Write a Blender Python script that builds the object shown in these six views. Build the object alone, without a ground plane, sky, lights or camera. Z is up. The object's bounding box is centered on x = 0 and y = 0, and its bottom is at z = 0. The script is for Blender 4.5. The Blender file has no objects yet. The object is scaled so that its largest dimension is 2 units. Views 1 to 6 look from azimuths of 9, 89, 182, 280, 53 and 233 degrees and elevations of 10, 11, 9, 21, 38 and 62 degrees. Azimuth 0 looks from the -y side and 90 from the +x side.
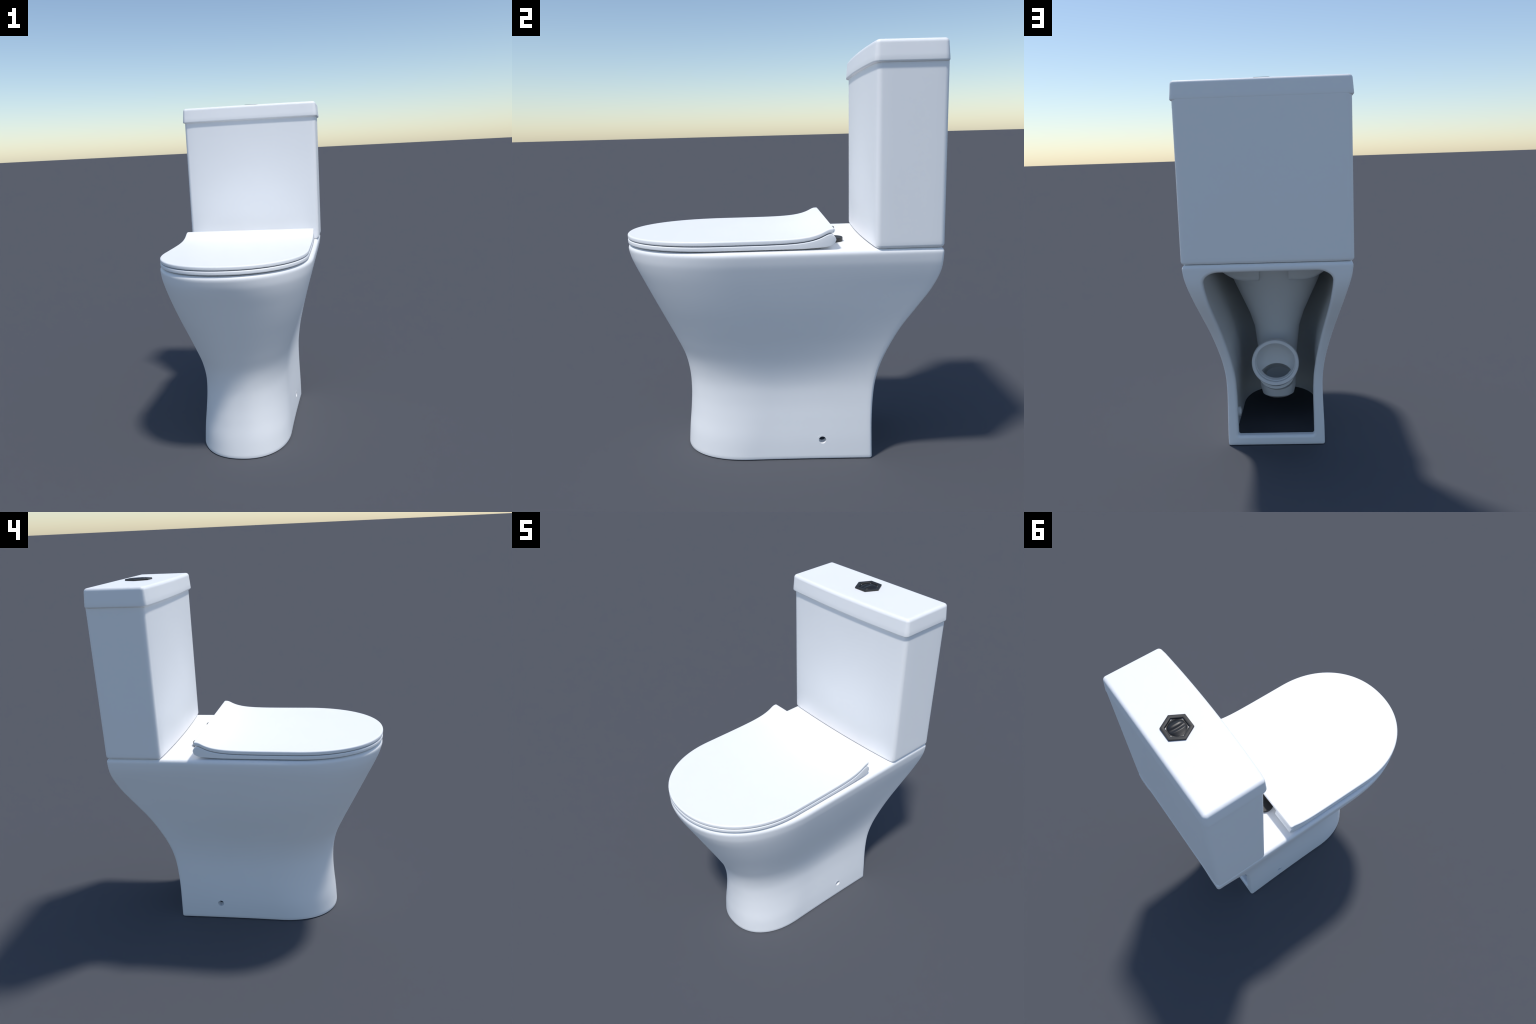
# Close-coupled toilet: ceramic pan with an open-backed pedestal, basin and outlet pipe inside it,
# cistern with overhanging lid, slim seat and cover with an upturned rear edge, dark fittings.
import bpy, bmesh, math
import numpy as np
from mathutils import Vector

PI = math.pi

# ------------------------------------------------------------------ materials
def make_material(name, colour, rough, mottling=0.0, scale=6.0, coat=0.0, specular=0.5):
    m = bpy.data.materials.new(name)
    m.use_nodes = True
    nt = m.node_tree
    b = nt.nodes["Principled BSDF"]
    tc = nt.nodes.new("ShaderNodeTexCoord")
    no = nt.nodes.new("ShaderNodeTexNoise")
    no.inputs["Scale"].default_value = scale
    no.inputs["Detail"].default_value = 3.0
    nt.links.new(tc.outputs["Object"], no.inputs["Vector"])
    ramp = nt.nodes.new("ShaderNodeValToRGB")
    lo = [c * (1.0 - mottling) for c in colour]
    hi = [min(1.0, c * (1.0 + mottling)) for c in colour]
    ramp.color_ramp.elements[0].position = 0.3
    ramp.color_ramp.elements[1].position = 0.7
    ramp.color_ramp.elements[0].color = (*lo, 1)
    ramp.color_ramp.elements[1].color = (*hi, 1)
    nt.links.new(no.outputs["Fac"], ramp.inputs["Fac"])
    nt.links.new(ramp.outputs["Color"], b.inputs["Base Color"])
    mr = nt.nodes.new("ShaderNodeMapRange")
    mr.inputs["To Min"].default_value = rough * 0.95
    mr.inputs["To Max"].default_value = rough * 1.05
    nt.links.new(no.outputs["Fac"], mr.inputs["Value"])
    nt.links.new(mr.outputs["Result"], b.inputs["Roughness"])
    b.inputs["Specular IOR Level"].default_value = specular
    b.inputs["Coat Weight"].default_value = coat
    return m

CERAMIC = make_material("glazed_ceramic", (0.985, 0.985, 0.985), 0.5, 0.004)
PLASTIC = make_material("white_plastic", (0.985, 0.985, 0.985), 0.5, 0.004)
DARK = make_material("dark_grey_plastic", (0.018, 0.018, 0.0185), 0.55, 0.03, 30.0)

GLOSSY = make_material("dark_glossy_plastic", (0.014, 0.014, 0.0145), 0.40, 0.03, 30.0)

# ------------------------------------------------------------------ mesh helpers
def mesh_object(name, verts, faces, material, smooth_angle=35.0):
    me = bpy.data.meshes.new(name)
    me.from_pydata([tuple(map(float, v)) for v in verts], [], faces)
    bm = bmesh.new(); bm.from_mesh(me)
    bmesh.ops.remove_doubles(bm, verts=bm.verts, dist=1e-6)
    bmesh.ops.recalc_face_normals(bm, faces=bm.faces)
    bm.to_mesh(me); bm.free()
    ob = bpy.data.objects.new(name, me)
    bpy.context.scene.collection.objects.link(ob)
    if material:
        me.materials.append(material)
    shade(ob, smooth_angle)
    return ob

def shade(ob, angle):
    me = ob.data
    me.polygons.foreach_set("use_smooth", [True] * len(me.polygons))
    me.set_sharp_from_angle(angle=math.radians(angle))

def loft(loops, cap_start=True, cap_end=True):
    """Quads between successive closed loops of equal length."""
    n = len(loops[0]); verts = [p for l in loops for p in l]; faces = []
    for i in range(len(loops) - 1):
        a, b = i * n, (i + 1) * n
        for j in range(n):
            k = (j + 1) % n
            faces.append((a + j, a + k, b + k, b + j))
    if cap_start: faces.append(tuple(range(n))[::-1])
    if cap_end: faces.append(tuple(range((len(loops) - 1) * n, len(loops) * n)))
    return verts, faces

def boolean(ob, cutter, op="DIFFERENCE", keep=False):
    mod = ob.modifiers.new("b", "BOOLEAN")
    mod.operation = op; mod.solver = "EXACT"; mod.object = cutter
    dg = bpy.context.evaluated_depsgraph_get()
    me = bpy.data.meshes.new_from_object(ob.evaluated_get(dg))
    ob.modifiers.remove(mod)
    old = ob.data; ob.data = me; bpy.data.meshes.remove(old)
    if not keep:
        bpy.data.objects.remove(cutter)

def cylinder(name, centre, axis, radius, half, material=None, seg=48, chamfer=0.0):
    axis = Vector(axis).normalized()
    u = axis.orthogonal().normalized(); w = axis.cross(u)
    prof = [(radius - chamfer, -half), (radius, -half + chamfer), (radius, half - chamfer), (radius - chamfer, half)] if chamfer else [(radius, -half), (radius, half)]
    loops = [[Vector(centre) + axis * h + (u * math.cos(t) + w * math.sin(t)) * r
              for t in np.linspace(0, 2 * PI, seg, endpoint=False)] for r, h in prof]
    v, f = loft(loops)
    return mesh_object(name, v, f, material)

def curve_through(zk, vk, z):
    """Smooth cubic through profile knots; beyond the last knot it eases out to vertical."""
    zk = np.asarray(zk, float); vk = np.asarray(vk, float)
    m = np.gradient(vk, zk)
    if z > zk[-1]:
        t = z - zk[-1]; T = 0.016; t = min(t, T)
        return vk[-1] + m[-1] * (t - t * t / (2 * T))
    z = max(z, zk[0])
    i = int(np.clip(np.searchsorted(zk, z) - 1, 0, len(zk) - 2)); h = zk[i + 1] - zk[i]; t = (z - zk[i]) / h
    return ((2*t**3 - 3*t**2 + 1) * vk[i] + (t**3 - 2*t**2 + t) * h * m[i]
            + (-2*t**3 + 3*t**2) * vk[i + 1] + (t**3 - t**2) * h * m[i + 1])

def inset(loop, d):
    """Move a counter-clockwise plan loop (N x 2) inwards by d along its vertex normals."""
    P = np.asarray(loop); a = np.roll(P, 1, 0); b = np.roll(P, -1, 0)
    t1 = P - a; t2 = b - P
    t1 /= np.linalg.norm(t1, axis=1)[:, None] + 1e-12; t2 /= np.linalg.norm(t2, axis=1)[:, None] + 1e-12
    t = t1 + t2; t /= np.linalg.norm(t, axis=1)[:, None]
    nrm = np.stack([-t[:, 1], t[:, 0]], 1)
    c = np.clip((t1 * t).sum(1), 0.5, 1)
    return P + nrm * (d / c)[:, None]

# ------------------------------------------------------------------ pan: profile curves by height
ZK      = [0.0, 0.1, 0.2, 0.3, 0.4, 0.5, 0.6, 0.7, 0.8, 0.9, 1.0, 1.03, 1.06]
FRONT_Y = [-.4890, -.4812, -.4707, -.4645, -.4682, -.4885, -.5299, -.5761, -.6229, -.6694, -.7164, -.7293, -.7385]
REAR_Y  = [.4518, .4503, .4505, .4546, .4656, .4901, .5292, .5789, .6427, .7045, .7393, .7420, .7430]
REAR_W  = [.2735, .2730, .2703, .2680, .2697, .2818, .3028, .3281, .3558, .3842, .4138, .4213, .4256]
SIDE_W  = [.2601, .2566, .2495, .2426, .2427, .2577, .2866, .3226, .3571, .3880, .4160, .4237, .4288]
NOSE_Y  = [-.1478, -.1111, -.0761, -.0589, -.0563, -.0777, -.1097, -.1261, -.1484, -.1680, -.1835, -.1860, -.1870]
NOSE_N  = [2.230, 2.300, 2.300, 2.289, 2.270, 2.270, 2.288, 2.305, 2.323, 2.325, 2.280, 2.245, 2.200]
DECK_Z = 1.094

def rear_y(z): return curve_through(ZK, REAR_Y, z)

def pan_section(z, thick=0.0, rear_shift=0.0, rear_half=None, rc=0.014, nside=28, nnose=44):
    """Plan outline of the pan at height z (counter-clockwise, starts at the rear left)."""
    g = lambda k: curve_through(ZK, k, z)
    yf, yr, wr, ws, y0, n = map(g, (FRONT_Y, REAR_Y, REAR_W, SIDE_W, NOSE_Y, NOSE_N))
    yf += thick * 1.1; ws -= thick; wr -= thick; yr -= rear_shift
    if rear_half is not None: wr = rear_half
    half = []
    for t in np.linspace(0, PI / 2, 6):                       # rear corner
        half.append((wr - rc + rc * math.sin(t), yr - rc + rc * math.cos(t)))
    for t in np.linspace(1, 0, nside + 1)[1:]:                  # side wall
        y = y0 + (yr - rc - y0) * t
        half.append((ws + (wr - ws) * t ** 1.7, y))
    for a in np.linspace(0, PI / 2, nnose)[1:]:                # nose
        half.append((ws * math.cos(a) ** (2 / n) if a < PI / 2 - 1e-9 else 0.0, y0 - (y0 - yf) * math.sin(a) ** (2 / n)))
    right = half
    left = [(-x, y) for x, y in half[:-1]]
    # counter-clockwise seen from above: left rear -> left side -> nose -> right side -> right rear
    return np.array(left + right[::-1])

def at_height(loop, z): return [(p[0], p[1], z) for p in loop]

# --- outer body
loops = []
for d, z in ((0.006, 0.0), (0.002, 0.0018), (0.0, 0.006)):
    loops.append(at_height(inset(pan_section(max(z, 0)), d), z))
for z in np.linspace(0.02, 1.06, 84): loops.append(at_height(pan_section(z), z))
ztop = 1.074; r = DECK_Z - ztop
for z in (1.065, 1.070): loops.append(at_height(pan_section(z), z))
for a in np.linspace(0, PI / 2, 9):
    loops.append(at_height(inset(pan_section(ztop), r * (1 - math.cos(a))), ztop + r * math.sin(a)))
v, f = loft(loops)
pedestal = mesh_object("pedestal", v, f, CERAMIC)

# --- hollow interior, open at the floor
HOLE_Z = [0.06, .17, .29, .40, .49, .60, .70, .80, .90, .97, 1.02, 1.06]
HOLE_W = [.215, .215, .215, .220, .232, .252, .273, .296, .315, .325, .328, .328]
def hole_half(z): return curve_through(HOLE_Z, HOLE_W, min(max(z, .06), 1.06))
wall_at = lambda z: float(np.interp(z, [0, .05, .12, .5, .8], [.022, .018, .011, .010, .007]))   # shell thickness
loops = []
for z in [-0.03] + list(np.linspace(0.0, 1.02, 44)):
    loops.append(at_height(pan_section(z, wall_at(z), 0.036, None, 0.02, 20, 30), z))
for a in np.linspace(0.2, PI / 2, 6):
    d = 0.035 * (1 - math.cos(a))
    loops.append(at_height(inset(pan_section(1.02, wall_at(1.02), 0.036, None, 0.02, 20, 30), d), 1.02 + 0.035 * math.sin(a)))
v, f = loft(loops); interior = mesh_object("cutter", v, f, None)
boolean(pedestal, interior)

# --- flared mouth in the rear face
def mouth_outline():
    zb, zt, rb, rt = 0.055, 1.052, 0.012, 0.055
    side = []
    for t in np.linspace(0, PI / 2, 6):
        side.append((hole_half(zb) - rb + rb * math.sin(t), zb + rb - rb * math.cos(t)))
    for z in np.linspace(zb + rb, zt - rt, 60)[1:]:
        side.append((hole_half(z), z))
    w = hole_half(zt - rt)
    for t in np.linspace(0, PI / 2, 14)[1:]:
        e = 2 / 2.0
        side.append((w - rt * 1.5 + rt * 1.5 * math.cos(t) ** e, zt - rt + rt * math.sin(t) ** e))
    return np.array(side + [(-x, z) for x, z in side[::-1]])   # counter-clockwise in (x, z)

mo = mouth_outline(); rf = 0.016
steps = [(-0.03, rf)] + [(rf * (1 - math.cos(a)), rf * (1 - math.sin(a))) for a in np.linspace(0, PI / 2, 8)] + [(0.055, -0.001)]
loops = []
for d, o in steps:
    L = inset(mo, -o)
    loops.append([(p[0], rear_y(p[1]) - d, p[1]) for p in L])
v, f = loft(loops); mouth = mesh_object("cutter", v, f, None)
boolean(pedestal, mouth)

# --- floor fixing holes: sleeves standing inwards from the thin side walls
for s_ in (1, -1):
    boolean(pedestal, cylinder("cutter", (s_ * 0.2425, 0.204, 0.100), (1, 0, 0), 0.0270, 0.0195, None, 40), "UNION")
    boolean(pedestal, cylinder("cutter", (s_ * 0.25, 0.204, 0.100), (1, 0, 0), 0.0186, 0.09, None, 40))

# ------------------------------------------------------------------ basin hanging inside the pan
def ellipse_loop(cy, a, b, z, n=64, e=2.0):
    out = []
    for t in np.linspace(0, 2 * PI, n, endpoint=False):
        c, s = math.cos(t), math.sin(t)
        out.append((a * math.copysign(abs(c) ** (2 / e), c), cy + b * math.copysign(abs(s) ** (2 / e), s), z))
    return out

#        z     centre y  half x  half y
BASIN = [(0.130, .028, .030, .030), (0.136, .028, .070, .062), (0.154, .028, .098, .087), (0.20, .026, .110, .100),
         (0.30, .005, .114, .110), (0.40, -.027, .120, .118), (0.47, -.060, .130, .125), (0.56, -.088, .143, .142),
         (0.64, -.117, .172, .172), (0.72, -.148, .212, .212), (0.82, -.195, .264, .277), (0.92, -.230, .308, .338),
         (1.00, -.243, .335, .372), (1.075, -.250, .345, .380)]
v, f = loft([ellipse_loop(cy, a, b, z, 72, 2.15) for z, cy, a, b in BASIN])
basin = mesh_object("basin", v, f, CERAMIC)
wall = 0.036
inner = [(0.170, .02, .02, .02)] + [(z, cy, a - wall, b - wall) for z, cy, a, b in BASIN if z > 0.18] + [(1.12, -.250, .345 - wall, .375 - wall)]
v, f = loft([ellipse_loop(cy, a, b, z, 72, 2.15) for z, cy, a, b in inner])
bowl_space = mesh_object("cutter", v, f, None)

# trap elbow: falls forward from the outlet into the sump
PIPE_Z, PIPE_Y, R_OUT, R_IN = 0.430, 0.30, 0.137, 0.117
def trap(rx, rn, y_back, y_front):
    # oval duct falling forward from the socket into the sump
    loops = []
    for y in (y_back, y_front):
        z = 0.300 + 0.45 * (y - 0.14)
        loops.append([(rx * math.cos(t), y - 0.41 * rn * math.sin(t), z + 0.91 * rn * math.sin(t)) for t in np.linspace(0, 2 * PI, 64, endpoint=False)])
    return mesh_object("cutter", *loft(loops), None)
boolean(basin, trap(0.106, 0.086, 0.210, -0.03), "UNION")
def socket_tube(stations):
    return mesh_object("cutter", *loft([[(rad * math.cos(t), y, z + rad * math.sin(t)) for t in np.linspace(0, 2 * PI, 64, endpoint=False)]
                                        for y, z, rad in stations]), None)
boolean(basin, socket_tube([(.27, PIPE_Z, .124), (.21, PIPE_Z - .008, .121), (.12, .392, .108)]), "UNION")
boolean(basin, bowl_space, keep=True)
boolean(pedestal, bowl_space)
boolean(basin, trap(0.092, 0.070, 0.228, -0.05))
boolean(basin, socket_tube([(.45, PIPE_Z, .1135), (.26, PIPE_Z, .1135), (.22, PIPE_Z - .004, .109), (.18, PIPE_Z - .012, .099), (.155, PIPE_Z - .02, .084), (.143, PIPE_Z - .024, .060)]))

# rim channel swellings behind the basin
def rim_swelling(s):
    loops = []
    for d, z in ((0.03, 0.885), (0.012, 0.890), (0.003, 0.900), (0.0, 0.915), (0.0, 1.06)):
        base = []
        for t in np.linspace(0, 1, 16):
            x = 0.088 + t * 0.222
            base.append((x, 0.150 - 0.035 * t ** 3 - d))
        inner_edge = [(0.088 + 0.222 * t, -0.08 - 0.05 * t) for t in np.linspace(1, 0, 16)]
        tilt = 0.05
        loops.append([(s * x, y, min(z + tilt * max(0, (x - 0.17) / 0.14) ** 2 * (z < 1.0), 1.06)) for x, y in base + inner_edge])
    v, f = loft(loops)
    return mesh_object("rim_channel", v, f, CERAMIC)
channels = [rim_swelling(1), rim_swelling(-1)]
for c in channels:
    boolean(c, mesh_object("cutter", *loft([ellipse_loop(cy, a - .01, b - .01, z, 72, 2.15) for z, cy, a, b in BASIN]), None))
    shade(c, 40)

# outlet socket, horizontal, facing the rear
def ring(rad, y, n=72): return [(rad * math.cos(t), y, PIPE_Z + rad * math.sin(t)) for t in np.linspace(0, 2 * PI, n, endpoint=False)]
prof = [(.1225, .205), (.126, .225), (.1315, .245), (R_OUT - .001, .260), (R_OUT, .272), (R_OUT, PIPE_Y - .004), (R_OUT - .004, PIPE_Y),
        (R_IN + .003, PIPE_Y), (R_IN, PIPE_Y - .003), (R_IN, .272), (R_IN + .002, .268), (R_IN + .006, .240)]
v, f = loft([ring(a, b) for a, b in prof] + [ring(*prof[0])], False, False)
outlet = mesh_object("outlet_pipe", v, f, CERAMIC)

# ------------------------------------------------------------------ cistern and its lid
BX, BY, BZ = 0.0, 0.598, 1.988                              # flush button centre on the lid top
def cistern_outline(half, front, bulge, rear, rc):
    """Rectangle with a gently bowed front and rounded corners, counter-clockwise."""
    pts = []
    def corner(cx, cy, a0):
        for t in np.linspace(a0, a0 + PI / 2, 8): pts.append((cx + rc * math.cos(t), cy + rc * math.sin(t)))
    for x in np.linspace(-half + rc, half - rc, 34)[1:-1]:
        pts.append((x, front - bulge * (1 - (x / half) ** 2)))
    corner(half - rc, front + rc, -PI / 2)
    for y in np.linspace(front + rc, rear - rc, 6)[1:-1]: pts.append((half, y))
    corner(half - rc, rear - rc, 0)
    for x in np.linspace(half - rc, -half + rc, 10)[1:-1]: pts.append((x, rear))
    corner(-half + rc, rear - rc, PI / 2)
    for y in np.linspace(rear - rc, front + rc, 6)[1:-1]: pts.append((-half, y))
    corner(-half + rc, front + rc, PI)
    return np.array(pts)

out = cistern_outline(0.432, 0.434, 0.015, 0.7435, 0.024)
rings = [(0.016 * (1 - math.sin(a)), 1.0955 + 0.016 * (1 - math.cos(a))) for a in np.linspace(0, PI / 2, 7)]
rings += [(0, z) for z in np.linspace(1.13, 1.91, 14)]
v, f = loft([at_height(inset(out, d), z) for d, z in rings])
cistern = mesh_object("cistern", v, f, CERAMIC)

out = cistern_outline(0.4425, 0.4205, 0.015, 0.7440, 0.026)
zb, zt, rb, rt = 1.893, 1.988, 0.009, 0.018
rings = [(0.03, zb)] + [(rb * (1 - math.sin(a)), zb + rb * (1 - math.cos(a))) for a in np.linspace(0, PI / 2, 6)]
rings += [(0.006 * t, zb + rb + (zt - rt - zb - rb) * t) for t in (0.33, 0.66)]
rings += [(0.006 + rt * (1 - math.cos(a)), zt - rt + rt * math.sin(a)) for a in np.linspace(0, PI / 2, 9)]
loops = [at_height(inset(out, d), z) for d, z in rings]
flat = inset(out, rings[-1][0]); spine = np.stack([flat[:, 0] * 0.6, np.full(len(flat), BY)], 1)
for k in (0.04, 0.12, 0.3, 0.6, 0.985):                     # flat top, closed along a narrow slot under the button
    loops.append(at_height(flat + (spine - flat) * k, zt))
v, f = loft(loops)
cistern_lid = mesh_object("cistern_lid", v, f, CERAMIC)

# ------------------------------------------------------------------ flush button
def hexagon(rad, z): return [(BX + rad * math.cos(t), BY + rad * math.sin(t), z) for t in np.arange(6) * PI / 3]
prof = [(0.0755, BZ + .0003), (0.0755, BZ + .0070), (0.0740, BZ + .0086), (0.0700, BZ + .0094), (0.0620, BZ + .0092),
        (0.0565, BZ + .0078), (0.0538, BZ + .0050), (0.0528, BZ + .0003)]
v, f = loft([hexagon(a, b) for a, b in prof] + [hexagon(*prof[0])], False, False)
collar = mesh_object("button_collar", v, f, DARK, 20)

R = 0.0440
# section across the two push plates: a full lobe, a valley, and a crested lower plate
PLATE_X = [-.046, -.030, -.0175, -.0155, -.0105, -.0035, .0005, .008, .017, .028, .038, .046]
PLATE_H = [.0005, .0034, .0058, .0058, .0040, .0030, .0035, .0068, .0084, .0068, .0034, .0005]
def knob_height(x, y):
    rr = min(1.0, math.hypot(x, y) / R)
    bow = 0.006 * (1 - (y / R) ** 2) - 0.003                  # the plates bow towards -x
    return float(np.interp(x + bow, FX, FH)) * max(0.0, 1 - rr ** 3.2) ** 0.7
FX = np.linspace(-.046, .046, 200)
FH = np.convolve(np.pad(np.interp(FX, PLATE_X, PLATE_H), 5, mode="edge"), np.ones(11) / 11, "valid")
peak = max(knob_height(x, y) for x in np.linspace(-R, R, 80) for y in np.linspace(-R, R, 80))
kz = BZ + 0.0012; kscale = (2.0 - kz) / peak
TH = np.linspace(0, 2 * PI, 120, endpoint=False)
loops = [[(BX + rad * math.cos(t), BY + rad * math.sin(t), z) for t in TH]
         for rad, z in ((0.0490, BZ + .0003), (0.0490, BZ + .0008), (R, BZ + .0009), (R, BZ + .0011))]
for k in np.linspace(1, 0.01, 48):
    loops.append([(BX + R * k * math.cos(t), BY + R * k * math.sin(t), kz + kscale * knob_height(R * k * math.cos(t), R * k * math.sin(t))) for t in TH])
v, f = loft(loops)
knob = mesh_object("flush_button", v, f, GLOSSY, 50)

# ------------------------------------------------------------------ seat and its cover
def cover_top(y):
    """Flat, sweeping up towards the hinge and levelling off at a crest."""
    rise = 0.0112 * math.exp((y - 0.131) / 0.066); crest = 0.0462; k = 0.010
    h = max(k - abs(rise - crest), 0) / k
    return 1.1455 + min(rise, crest) - h * h * k * 0.25

def seat_outline(rear, notch=False, rc=0.010):
    half = 0.4115; y0 = -0.28; tip = -0.7425; n = 2.12
    R_ = []
    if notch:
        for x in np.linspace(0, 0.262, 14): R_.append((x, rear - 0.060))
        R_ += [(0.2635, rear - 0.040), (0.265, rear - 0.020), (0.267, rear - 0.008), (0.272, rear - 0.002), (0.280, rear)]
        for x in np.linspace(0.285, half - rc, 12)[1:-1]: R_.append((x, rear))
    else:
        for x in np.linspace(0, half - rc, 30)[:-1]: R_.append((x, rear))
    for t in np.linspace(0, PI / 2, 6): R_.append((half - rc + rc * math.sin(t), rear - rc + rc * math.cos(t)))
    for y in np.linspace(rear - rc, y0, 50)[1:]: R_.append((half, y))
    for a in np.linspace(0, PI / 2, 60)[1:]:
        R_.append((half * max(math.cos(a), 0) ** (2 / n) if a < PI / 2 - 1e-9 else 0.0, y0 - (y0 - tip) * math.sin(a) ** (2 / n)))
    L = [(-x, y) for x, y in R_[1:-1]]
    return np.array(L + R_[::-1])          # counter-clockwise: rear left round the nose to the rear right

def slab(name, outline, top, bottom, rt, rb, material, hole=None):
    """Plate between two height functions of y, edges rounded; optional inner opening."""
    cen = np.array([0.0, -0.22])
    def body(loop0, last, d, fn):
        out = []; base = inset(loop0, d)
        for k in [0.004, 0.010, 0.017, 0.026, 0.038, 0.055, 0.08, 0.11] + list(np.linspace(0.14, 1, 30)):
            L = base + (last - base) * k
            out.append([(p[0], p[1], fn(p[1])) for p in L])
        return out
    ang = np.arctan2(outline[:, 1] - cen[1], outline[:, 0] - cen[0])
    if hole is None:
        last = cen + (outline - cen) * 0.01
    else:
        last = cen + np.stack([hole[0] * np.cos(ang), hole[1] * np.sin(ang)], 1)
    top_in = body(outline, last, rt, top)[::-1]
    bot_in = body(outline, last, rb, bottom)
    edge_t = []; 
    for a in np.linspace(PI / 2, 0, 6):
        L = inset(outline, rt * (1 - math.cos(a)))
        edge_t.append([(p[0], p[1], top(p[1]) - rt * (1 - math.sin(a))) for p in L])
    edge_b = []
    for a in np.linspace(0, PI / 2, 6):
        L = inset(outline, rb * (1 - math.cos(a)))
        edge_b.append([(p[0], p[1], bottom(p[1]) + rb * (1 - math.sin(a))) for p in L])
    loops = top_in + edge_t + edge_b + bot_in
    if hole is None:
        v, f = loft(loops)
    else:
        v, f = loft(loops + [loops[0]], False, False)
    return mesh_object(name, v, f, material, 50)

COVER_T = 0.0205
cover = slab("seat_cover", seat_outline(0.2525), cover_top, lambda y: cover_top(y) - COVER_T, 0.007, 0.004, PLASTIC)

SB_Y = [-.76, .10, .16, .20, .226, .240, .250, .256, .262]
SB_Z = [1.1005, 1.1010, 1.1035, 1.1060, 1.1095, 1.1140, 1.1205, 1.1275, 1.1380]
ST_Y = [.225, .238, .246, .252, .257, .262]
ST_D = [.0245, .0255, .030, .036, .0425, .0505]
def seat_bottom(y): return float(np.interp(y, SB_Y, SB_Z))
def seat_top(y):
    return cover_top(y) - float(np.interp(y, ST_Y, ST_D))
seat = slab("seat", seat_outline(0.2605, True), seat_top, seat_bottom, 0.005, 0.005, PLASTIC, hole=(0.285, 0.34))

# hinge feet and posts
hinges = []
foot = cylinder("hinge_foot", (0, 0, 0), (0, 0, 1), 0.0550, 0.0098, DARK, 64, 0.0015)
post = cylinder("hinge_post", (0, 0, 0), (0, 0, 1), 0.020, 0.024, DARK, 32, 0.002)
for s in (1, -1):
    a = foot if s == 1 else foot.copy(); b = post if s == 1 else post.copy()
    if s == -1:
        for o in (a, b): bpy.context.scene.collection.objects.link(o)
    a.location = (s * 0.170, 0.264, DECK_Z + 0.0102)
    b.location = (s * 0.170, 0.225, 1.138)
    hinges += [(a, b)]

# ------------------------------------------------------------------ assemble
for o in (pedestal, basin): shade(o, 40)
root = bpy.data.objects.new("toilet", None)
bpy.context.scene.collection.objects.link(root)
root["label"] = "white ceramic toilet with cistern, closed seat and dark hexagonal flush button"
root["category"] = "toilet"
def parent(child, par):
    child.parent = par
for o in (pedestal, cistern, cistern_lid, seat, cover): parent(o, root)
parent(basin, pedestal); parent(outlet, pedestal)
for c in channels: parent(c, pedestal)
parent(collar, cistern_lid); parent(knob, cistern_lid)
for a, b in hinges: parent(a, seat); parent(b, seat)
